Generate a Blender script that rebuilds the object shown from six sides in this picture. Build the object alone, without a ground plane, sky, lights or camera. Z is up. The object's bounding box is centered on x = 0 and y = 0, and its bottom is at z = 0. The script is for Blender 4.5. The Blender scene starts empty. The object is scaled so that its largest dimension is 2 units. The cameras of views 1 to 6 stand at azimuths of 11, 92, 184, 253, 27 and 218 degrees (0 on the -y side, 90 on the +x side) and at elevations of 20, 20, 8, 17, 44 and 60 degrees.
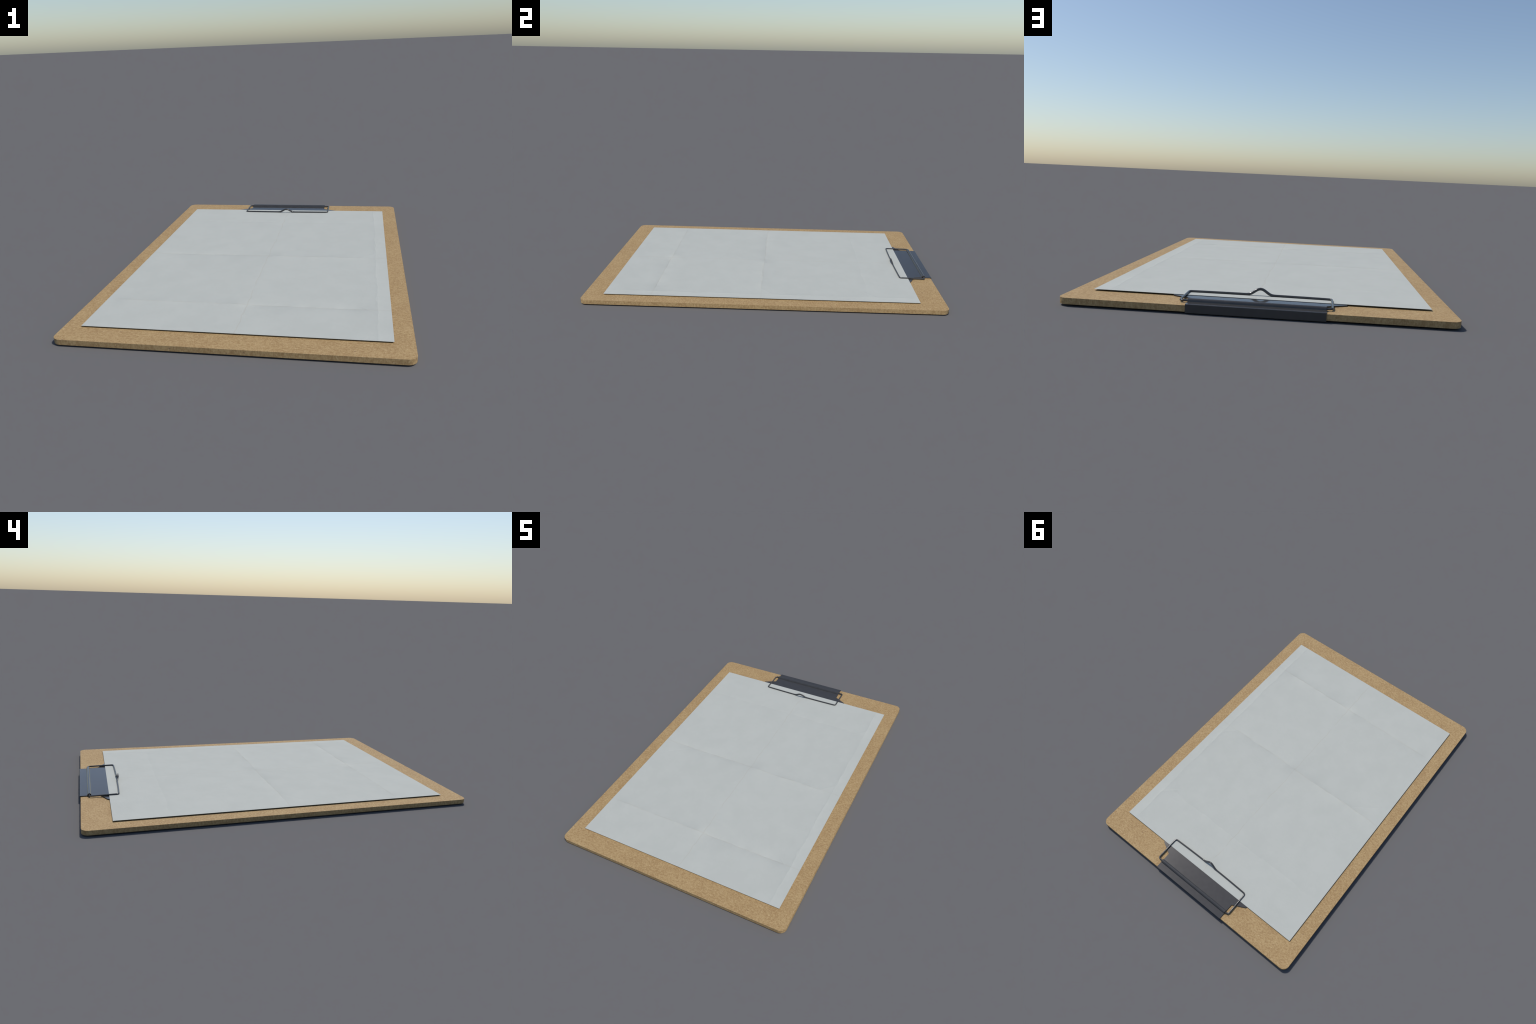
"""Hardboard clipboard with one folded sheet of paper and a flat black spring-wire clip."""
import bpy, bmesh, math, random
from mathutils import Vector, noise

random.seed(7)

# ------------------------------------------------------------------ sizes (metres)
BOARD_HALF_WIDTH = 0.7035
BOARD_FRONT, BOARD_BACK = -1.0, 0.9957
BOARD_BOTTOM, BOARD_TOP = 0.0043, 0.0270
CORNER_RADIUS = 0.036

PAPER_HALF_WIDTH = 0.6252
PAPER_FRONT, PAPER_BACK = -0.8885, 0.8535
PAPER_Z = 0.0337                      # upper face of the sheet
PAPER_THICKNESS = 0.0008

SHEET = 0.0036                        # clip sheet metal thickness
CLIP_HALF_WIDTH = 0.2443
CLIP_BACK = 1.0
CLIP_TOP = 0.0322
BARREL_Y, BARREL_RADIUS = 0.9520, 0.0108
BARREL_RISE = 0.0030
NOTCH_Y, TIP_Y, TIP_HALF_WIDTH, CLIP_FRONT = 0.8985, 0.8612, 0.3200, 0.8420
WIRE_RADIUS = 0.0042


# ------------------------------------------------------------------ helpers
def link(obj, parent=None):
    bpy.context.scene.collection.objects.link(obj)
    obj.parent = parent
    return obj


def mesh_object(name, bm, material, parent, smooth_angle=35):
    me = bpy.data.meshes.new(name)
    bm.normal_update()
    bm.to_mesh(me)
    bm.free()
    me.materials.append(material)
    obj = link(bpy.data.objects.new(name, me), parent)
    if smooth_angle:
        me.set_sharp_from_angle(angle=math.radians(smooth_angle))
        for p in me.polygons:
            p.use_smooth = True
        me.set_sharp_from_angle(angle=math.radians(smooth_angle))
    return obj


def apply_modifiers(obj):
    graph = bpy.context.evaluated_depsgraph_get()
    new = bpy.data.meshes.new_from_object(obj.evaluated_get(graph))
    old = obj.data
    obj.modifiers.clear()
    obj.data = new
    bpy.data.meshes.remove(old)
    new.name = obj.name


class Nodes:
    def __init__(self, name):
        self.mat = bpy.data.materials.new(name)
        self.mat.use_nodes = True
        self.tree = self.mat.node_tree
        self.bsdf = self.tree.nodes["Principled BSDF"]

    def add(self, kind, **settings):
        n = self.tree.nodes.new("ShaderNode" + kind)
        for k, v in settings.items():
            setattr(n, k, v)
        return n

    def join(self, a, b):
        self.tree.links.new(a, b)

    def value(self, socket, v):
        if hasattr(v, "is_output"):
            self.join(v, socket)
        else:
            socket.default_value = v

    def math(self, op, a, b=0.0, clamp=False):
        n = self.add("Math", operation=op, use_clamp=clamp)
        self.value(n.inputs[0], a)
        self.value(n.inputs[1], b)
        return n.outputs[0]

    def noise(self, vector, scale, detail=2.0, rough=0.5, distortion=0.0):
        n = self.add("TexNoise")
        self.join(vector, n.inputs["Vector"])
        n.inputs["Scale"].default_value = scale
        n.inputs["Detail"].default_value = detail
        n.inputs["Roughness"].default_value = rough
        n.inputs["Distortion"].default_value = distortion
        return n.outputs["Fac"]

    def span(self, v, lo, hi, to_lo=0.0, to_hi=1.0):
        n = self.add("MapRange")
        n.interpolation_type = "SMOOTHSTEP"
        self.join(v, n.inputs["Value"])
        n.inputs["From Min"].default_value, n.inputs["From Max"].default_value = lo, hi
        n.inputs["To Min"].default_value, n.inputs["To Max"].default_value = to_lo, to_hi
        return n.outputs["Result"]

    def mix(self, fac, a, b):
        n = self.add("Mix", data_type="RGBA")
        self.value(n.inputs["Factor"], fac)
        self.value(n.inputs["A"], a if hasattr(a, "is_output") else (*a, 1))
        self.value(n.inputs["B"], b if hasattr(b, "is_output") else (*b, 1))
        return n.outputs["Result"]

    def mapped(self, vector, scale, rotation=(0, 0, 0), location=(0, 0, 0)):
        n = self.add("Mapping")
        self.join(vector, n.inputs["Vector"])
        n.inputs["Scale"].default_value = scale
        n.inputs["Rotation"].default_value = rotation
        n.inputs["Location"].default_value = location
        return n.outputs["Vector"]

    def bump(self, height, strength, distance):
        n = self.add("Bump")
        n.inputs["Strength"].default_value = strength
        n.inputs["Distance"].default_value = distance
        self.join(height, n.inputs["Height"])
        self.join(n.outputs["Normal"], self.bsdf.inputs["Normal"])


# ------------------------------------------------------------------ materials
def hardboard_material():
    m = Nodes("hardboard")
    co = m.add("TexCoord").outputs["Object"]
    # pressed wood fibres: short flecks lying in two directions, plus broad mottling
    fibre_a = m.noise(m.mapped(co, (1.0, 1.7, 1.0), (0, 0, 0.5)), 72, 2.5, 0.55, 0.15)
    fibre_b = m.noise(m.mapped(co, (1.9, 1.0, 1.0), (0, 0, -0.3), (3, 1, 0)), 120, 2, 0.5, 0.1)
    broad = m.noise(co, 16, 3, 0.55)
    tone = m.math("ADD", m.math("MULTIPLY", fibre_a, 0.55), m.math("MULTIPLY", fibre_b, 0.45))
    tone = m.math("ADD", tone, m.math("MULTIPLY", m.math("SUBTRACT", broad, 0.5), 0.22))
    colour = m.mix(m.span(tone, 0.35, 0.65), BOARD_DARK, BOARD_LIGHT)
    pale = m.span(m.noise(m.mapped(co, (1, 1.5, 1), (0, 0, 0.9), (7, 2, 1)), 95, 2, 0.5), 0.60, 0.72)
    colour = m.mix(m.math("MULTIPLY", pale, 0.55), colour, BOARD_PALE)
    # sparse dark bark specks
    vor = m.add("TexVoronoi")
    m.join(m.mapped(co, (1, 1.4, 1), (0, 0, 0.4)), vor.inputs["Vector"])
    vor.inputs["Scale"].default_value = 34
    near = m.span(vor.outputs["Distance"], 0.09, 0.17, 1.0, 0.0)
    split = m.add("SeparateColor")
    m.join(vor.outputs["Color"], split.inputs[0])
    rare = m.span(split.outputs[0], 0.84, 0.90)
    colour = m.mix(m.math("MULTIPLY", m.math("MULTIPLY", near, rare), 0.60), colour, BOARD_SPECK)
    m.join(colour, m.bsdf.inputs["Base Color"])
    m.bsdf.inputs["Roughness"].default_value = 0.75
    m.bsdf.inputs["Specular IOR Level"].default_value = 0.25
    m.bump(tone, 0.25, 0.004)
    return m.mat


def paper_material():
    m = Nodes("paper")
    co = m.add("TexCoord").outputs["Object"]
    xyz = m.add("SeparateXYZ")
    m.join(co, xyz.inputs[0])
    x, y = xyz.outputs[0], xyz.outputs[1]
    cloud = m.noise(co, 9, 4, 0.6)
    grain = m.noise(co, 160, 2, 0.6)
    colour = m.mix(m.span(m.math("ADD", m.math("MULTIPLY", cloud, 0.7), m.math("MULTIPLY", grain, 0.3)),
                          0.35, 0.65), PAPER_A, PAPER_B)
    # cracked paper coating along the folds, slightly yellowed, broken up by noise
    wander = m.math("MULTIPLY", m.math("SUBTRACT", m.noise(co, 9, 3, 0.6), 0.5), 0.030)
    broken = m.span(m.noise(m.mapped(co, (1, 1, 1), (0, 0, 0), (5, 5, 0)), 14, 3, 0.6), 0.30, 0.50)
    lengthwise = m.span(m.math("ABSOLUTE", m.math("ADD", m.math("SUBTRACT", x, 0.0155), wander)),
                        0.0008, 0.0034, 1.0, 0.0)
    colour = m.mix(m.math("MULTIPLY", m.math("MULTIPLY", lengthwise, broken), 0.36), colour, PAPER_CRACK)
    cross = None
    for place in (-0.022, -0.626):
        line = m.span(m.math("ABSOLUTE", m.math("ADD", m.math("SUBTRACT", y, place), wander)),
                      0.001, 0.007, 1.0, 0.0)
        cross = line if cross is None else m.math("ADD", cross, line)
    colour = m.mix(m.math("MULTIPLY", m.math("MULTIPLY", cross, broken), 0.18), colour, PAPER_CRACK)
    # a few fly-speck dots
    vor = m.add("TexVoronoi")
    m.join(co, vor.inputs["Vector"])
    vor.inputs["Scale"].default_value = 9
    split = m.add("SeparateColor")
    m.join(vor.outputs["Color"], split.inputs[0])
    dot = m.math("MULTIPLY", m.span(vor.outputs["Distance"], 0.012, 0.026, 1, 0), m.span(split.outputs[1], 0.90, 0.93))
    colour = m.mix(m.math("MULTIPLY", dot, 0.4), colour, (0.25, 0.22, 0.18))
    m.join(colour, m.bsdf.inputs["Base Color"])
    m.bsdf.inputs["Roughness"].default_value = 0.85
    m.bsdf.inputs["Specular IOR Level"].default_value = 0.2
    m.bump(m.math("ADD", grain, m.math("MULTIPLY", m.noise(co, 45, 3, 0.6), 1.5)), 0.25, 0.0012)
    # memory of the folds in the fibres: soft slopes either side of each cross fold, ridge on one
    # half of the sheet and valley on the other, and a margin that leans outwards
    def crease(distance, reach):
        return m.math("POWER", 2.718, m.math("MULTIPLY", m.math("ABSOLUTE", distance), -1.0 / reach))
    drift = m.math("MULTIPLY", m.math("SUBTRACT", m.noise(co, 7, 3, 0.6), 0.5), 0.030)
    uneven = m.span(m.noise(m.mapped(co, (1, 1, 1), (0, 0, 0), (2, 9, 0)), 4, 2, 0.5), 0.25, 0.75, 0.35, 1.45)
    side = m.span(x, -0.05, 0.08, -1.0, 1.0)
    ends = m.math("MULTIPLY", m.span(x, -0.62, -0.50), m.span(x, 0.46, 0.57, 1.0, 0.0))
    rows = None
    for place, lift, reach in ((-0.022, 1.0, 0.034), (-0.626, -1.0, 0.036)):
        line = m.math("MULTIPLY", crease(m.math("ADD", m.math("SUBTRACT", y, place), drift), reach), lift)
        rows = line if rows is None else m.math("ADD", rows, line)
    relief = m.math("MULTIPLY", m.math("MULTIPLY", rows, side), m.math("MULTIPLY", ends, uneven))
    faint = m.math("MULTIPLY", crease(m.math("ADD", m.math("SUBTRACT", y, 0.58), m.math("MULTIPLY", drift, 1.5)), 0.03), ends)
    relief = m.math("ADD", relief, m.math("MULTIPLY", faint, -0.35))
    margin = m.math("ADD", m.math("SUBTRACT", x, 0.569), m.math("MULTIPLY", drift, 1.3))
    relief = m.math("ADD", relief, m.math("MULTIPLY", m.math("MULTIPLY", crease(margin, 0.010), uneven), 0.16))
    relief = m.math("SUBTRACT", relief, m.math("MULTIPLY", m.span(margin, 0.0, 0.06), 0.17))
    relief = m.math("ADD", relief, m.math("MULTIPLY", m.noise(co, 3.5, 3, 0.55), 0.6))
    soft = m.add("Bump")
    soft.inputs["Strength"].default_value, soft.inputs["Distance"].default_value = 1.0, 0.0050
    m.join(relief, soft.inputs["Height"])
    fine = m.bsdf.inputs["Normal"].links[0].from_node
    m.join(soft.outputs["Normal"], fine.inputs["Normal"])
    return m.mat


def black_metal_material(name, base, rough):
    m = Nodes(name)
    co = m.add("TexCoord").outputs["Object"]
    tone = m.noise(co, 30, 3, 0.6)
    m.join(m.mix(m.span(tone, 0.3, 0.7), [c * 0.94 for c in base], [c * 1.06 for c in base]),
           m.bsdf.inputs["Base Color"])
    m.bsdf.inputs["Metallic"].default_value = METALLIC
    m.bsdf.inputs["Roughness"].default_value = rough
    return m.mat


BOARD_DARK, BOARD_LIGHT = (0.317, 0.201, 0.090), (0.436, 0.305, 0.149)
BOARD_PALE, BOARD_SPECK = (0.52, 0.38, 0.205), (0.170, 0.095, 0.065)
PAPER_A, PAPER_B, PAPER_CRACK = (0.452, 0.464, 0.426), (0.470, 0.482, 0.443), (0.42, 0.39, 0.33)
METALLIC = 0.0
SHEET_COLOUR, WIRE_COLOUR = (0.049, 0.0485, 0.049), (0.049, 0.0485, 0.049)


# ------------------------------------------------------------------ board
def build_board(parent, material):
    bm = bmesh.new()
    outline = []
    steps = 10
    for cx, cy, start in ((1, 1, 0), (-1, 1, 90), (-1, -1, 180), (1, -1, 270)):
        ox = cx * (BOARD_HALF_WIDTH - CORNER_RADIUS)
        oy = (BOARD_BACK - CORNER_RADIUS) if cy > 0 else (BOARD_FRONT + CORNER_RADIUS)
        for i in range(steps + 1):
            a = math.radians(start + 90 * i / steps)
            outline.append((ox + CORNER_RADIUS * math.cos(a), oy + CORNER_RADIUS * math.sin(a)))
    lower = [bm.verts.new((x, y, BOARD_BOTTOM)) for x, y in outline]
    upper = [bm.verts.new((x, y, BOARD_TOP)) for x, y in outline]
    n = len(outline)
    bm.faces.new(upper)
    bm.faces.new(lower[::-1])
    for i in range(n):
        bm.faces.new((lower[i], lower[(i + 1) % n], upper[(i + 1) % n], upper[i]))
    rims = [e for e in bm.edges if abs(e.verts[0].co.z - e.verts[1].co.z) < 1e-6]
    bmesh.ops.bevel(bm, geom=rims, offset=0.0018, segments=3, profile=0.5, affect="EDGES")
    return mesh_object("board", bm, material, parent, 40)


# ------------------------------------------------------------------ paper
def fold(distance, reach):
    """Cross-section of a flattened-out fold: sharp at the crease, fading within `reach`."""
    d = abs(distance)
    return 0.5 * math.exp(-d / (0.42 * reach)) + 0.5 * math.exp(-d / (1.3 * reach))


def smooth(edge0, edge1, v):
    t = max(0.0, min(1.0, (v - edge0) / (edge1 - edge0)))
    return t * t * (3 - 2 * t)


def paper_height(x, y):
    wob = noise.noise(Vector((x * 7, y * 7, 1.3))) * 0.006 + noise.noise(Vector((x * 25, y * 25, 4.0))) * 0.003
    wob2 = noise.noise(Vector((x * 7, y * 7, 9.3))) * 0.007 + noise.noise(Vector((x * 25, y * 25, 7.0))) * 0.003
    left_half = 1 - smooth(-0.06, 0.09, x)
    fade_side = smooth(-0.625, -0.52, x) * (1 - smooth(0.50, 0.58, x))
    z = 0.0
    # crosswise folds: they flip from valley to ridge where the lengthwise fold crosses them
    z += FOLD * (1 - 2 * left_half) * fold(y + 0.022 + wob2, 0.050) * fade_side * (0.8 + 0.5 * noise.noise(Vector((x * 4, 0, 2))))
    z -= FOLD * (1 - 2 * left_half) * fold(y + 0.626 + wob2, 0.050) * fade_side * (0.8 + 0.5 * noise.noise(Vector((x * 4, 5, 2))))
    z -= 0.30 * FOLD * fold(y - 0.580 + 1.6 * wob2, 0.028) * fade_side
    # lengthwise fold: a narrow crease
    z -= 0.22 * FOLD * fold(x - 0.0155 + wob, 0.006) * smooth(-0.86, -0.70, y) * (1 - smooth(0.70, 0.82, y))
    # crease beside the right-hand margin; the margin droops a little
    s = x - 0.569 + 1.2 * wob
    z += 0.40 * FOLD * fold(s, 0.010) * (0.6 + noise.noise(Vector((0, y * 3, 3))))
    z -= 0.25 * FOLD * smooth(0.0, 0.05, s)
    # pinched wrinkles fanning from the fold ends to the margin crease
    for cy, sy in ((-0.015, 1), (-0.60, -1), (0.56, 1)):
        d = ((y - cy) - sy * (x - 0.50) * 0.9) * 0.74
        z += 0.50 * FOLD * fold(d, 0.009) * smooth(0.48, 0.51, x) * (1 - smooth(0.56, 0.58, x))
    for cy, sy in ((-0.030, 1), (-0.62, -1)):
        d = ((y - cy) - sy * (x + 0.42) * 0.7) * 0.8
        z -= 0.40 * FOLD * fold(d, 0.010) * smooth(-0.60, -0.52, x) * (1 - smooth(-0.44, -0.41, x))
    # soft crumple all over
    z += 0.00012 * noise.fractal(Vector((x * 9, y * 9, 0.5)), 0.9, 2.1, 4)
    z += 0.0002 * noise.noise(Vector((x * 3.1, y * 3.1, 8.5)))
    rim = min(PAPER_HALF_WIDTH - abs(x), y - PAPER_FRONT, PAPER_BACK - y)
    return z * (0.35 + 0.65 * smooth(0.0, 0.05, rim))


FOLD = 0.0016


def build_paper(parent, material):
    nx, ny = 430, 600
    verts, faces = [], []
    for j in range(ny + 1):
        y = PAPER_FRONT + (PAPER_BACK - PAPER_FRONT) * j / ny
        for i in range(nx + 1):
            x = -PAPER_HALF_WIDTH + 2 * PAPER_HALF_WIDTH * i / nx
            verts.append((x, y, PAPER_Z + paper_height(x, y)))
    count, row = len(verts), nx + 1
    verts += [(x, y, z - PAPER_THICKNESS) for x, y, z in verts]
    for j in range(ny):
        for i in range(nx):
            k = j * row + i
            faces.append((k, k + 1, k + row + 1, k + row))
            faces.append((count + k + row, count + k + row + 1, count + k + 1, count + k))
    ring = list(range(nx)) + [j * row + nx for j in range(ny)] \
        + [ny * row + i for i in range(nx, 0, -1)] + [j * row for j in range(ny, 0, -1)]
    for p, q in zip(ring, ring[1:] + ring[:1]):          # the sheet's cut edge
        faces.append((q, p, count + p, count + q))
    me = bpy.data.meshes.new("paper")
    me.from_pydata(verts, [], faces)
    me.materials.append(material)
    me.polygons.foreach_set("use_smooth", [True] * len(faces))
    me.set_sharp_from_angle(angle=math.radians(50))
    return link(bpy.data.objects.new("paper", me), parent)


# ------------------------------------------------------------------ clip
def clip_profile():
    """Middle line of the bent sheet, from under the board round its back edge to the front lip."""
    h = SHEET / 2
    top, low, back = CLIP_TOP - h, h, CLIP_BACK - h
    bend = 0.0005
    path = [(0.875, low, CLIP_HALF_WIDTH), (0.935, low, CLIP_HALF_WIDTH)]
    for i in range(5):
        a = math.radians(-90 + 22.5 * i)
        path.append((back - bend + bend * math.cos(a), low + bend + bend * math.sin(a), CLIP_HALF_WIDTH))
    for i in range(5):
        a = math.radians(22.5 * i)
        path.append((back - bend + bend * math.cos(a), top - bend + bend * math.sin(a), CLIP_HALF_WIDTH))
    r = BARREL_RADIUS - h
    path.append((BARREL_Y + r + 0.0026, top, CLIP_HALF_WIDTH))
    for i in range(15):
        a = math.radians(8 + 164 * i / 14)
        path.append((BARREL_Y + r * math.cos(a), top - 0.0004 + (r + BARREL_RISE) * math.sin(a), CLIP_HALF_WIDTH))
    path.append((BARREL_Y - r - 0.0026, top, CLIP_HALF_WIDTH))
    path.append((NOTCH_Y, top, CLIP_HALF_WIDTH + 0.001))
    path.append((TIP_Y, top, TIP_HALF_WIDTH))
    path.append((CLIP_FRONT, top, TIP_HALF_WIDTH))
    return path


def build_clip(parent, material):
    bm = bmesh.new()
    columns = 9
    rows = [[bm.verts.new((w * (2 * i / (columns - 1) - 1), y, z)) for i in range(columns)]
            for y, z, w in clip_profile()]
    for a, b in zip(rows, rows[1:]):
        for i in range(columns - 1):
            bm.faces.new((a[i], a[i + 1], b[i + 1], b[i]))
    bmesh.ops.recalc_face_normals(bm, faces=bm.faces[:])
    obj = mesh_object("clip", bm, material, parent, None)
    thick = obj.modifiers.new("thickness", "SOLIDIFY")
    thick.thickness, thick.offset, thick.use_even_offset = SHEET, 0.0, True
    rounding = obj.modifiers.new("rounding", "BEVEL")
    rounding.width, rounding.segments = 0.0003, 2
    rounding.limit_method, rounding.angle_limit = "ANGLE", math.radians(55)
    apply_modifiers(obj)
    for p in obj.data.polygons:
        p.use_smooth = True
    obj.data.set_sharp_from_angle(angle=math.radians(40))
    level = obj.modifiers.new("level_normals", "WEIGHTED_NORMAL")
    level.keep_sharp, level.weight = True, 100
    apply_modifiers(obj)
    return obj


# ------------------------------------------------------------------ spring wire
def rounded(points, radius, steps=8):
    """Closed path with every corner replaced by an arc-like quadratic bend."""
    out, n = [], len(points)
    for i, p in enumerate(points):
        before, after = points[i - 1], points[(i + 1) % n]
        a = p + (before - p).normalized() * radius
        b = p + (after - p).normalized() * radius
        for k in range(steps + 1):
            t = k / steps
            out.append(a.lerp(p, t).lerp(p.lerp(b, t), t))
    return out


def build_wire(parent, material):
    cx, half = 0.0040, 0.2695
    back_y, back_z = BARREL_Y, 0.0352
    front_y, front_z = 0.8040, 0.0374
    corner = 0.013
    # frame corners, starting in the middle of the back run
    frame = [Vector((cx, back_y, back_z)), Vector((cx - half, back_y, back_z)),
             Vector((cx - half, front_y, front_z)), Vector((cx + half, front_y, front_z)),
             Vector((cx + half, back_y, back_z))]
    rounded_frame = []
    corners = rounded(frame, corner)
    per = 9
    rounded_frame += [frame[0]] + corners[per:3 * per]
    for s in [i / 60 for i in range(1, 60)]:           # front run with the thumb bump
        x = cx - half + corner + (2 * half - 2 * corner) * s
        d = (x - cx)
        hump = 0.5 + 0.5 * math.cos(math.pi * min(1.0, abs(d) / 0.050))
        hump = hump ** 1.15
        bow = 1 - (d / half) ** 2
        rounded_frame.append(Vector((x, front_y - 0.0045 * bow - 0.008 * hump, front_z + 0.0006 * bow + 0.0205 * hump)))
    rounded_frame += corners[3 * per:]
    centre, sides = rounded_frame, 14
    bm = bmesh.new()
    rings, n = [], len(centre)
    for i, c in enumerate(centre):
        t = (centre[(i + 1) % n] - centre[i - 1]).normalized()
        side = t.cross(Vector((0, 0, 1))).normalized()
        up = side.cross(t).normalized()
        d = abs(c.x - cx)
        swell = 1.0 + (0.28 * (1 - smooth(0.030, 0.060, d)) if c.y < 0.83 else 0.0)
        r = WIRE_RADIUS * swell
        rings.append([bm.verts.new(c + side * r * math.cos(2 * math.pi * k / sides) + up * r * math.sin(2 * math.pi * k / sides))
                      for k in range(sides)])
    for i in range(n):
        a, b = rings[i], rings[(i + 1) % n]
        for k in range(sides):
            bm.faces.new((a[k], a[(k + 1) % sides], b[(k + 1) % sides], b[k]))
    bmesh.ops.recalc_face_normals(bm, faces=bm.faces[:])
    return mesh_object("wire_loop", bm, material, parent, 60)


# ------------------------------------------------------------------ assembly
thing = link(bpy.data.objects.new("clipboard", None))
thing["label"] = "brown hardboard clipboard with blank creased paper and black wire clip"
thing["category"] = "clipboard"

build_board(thing, hardboard_material())
build_paper(thing, paper_material())
clip = build_clip(thing, black_metal_material("black_sheet_metal", SHEET_COLOUR, 0.10))
build_wire(clip, black_metal_material("black_wire", WIRE_COLOUR, 0.16))
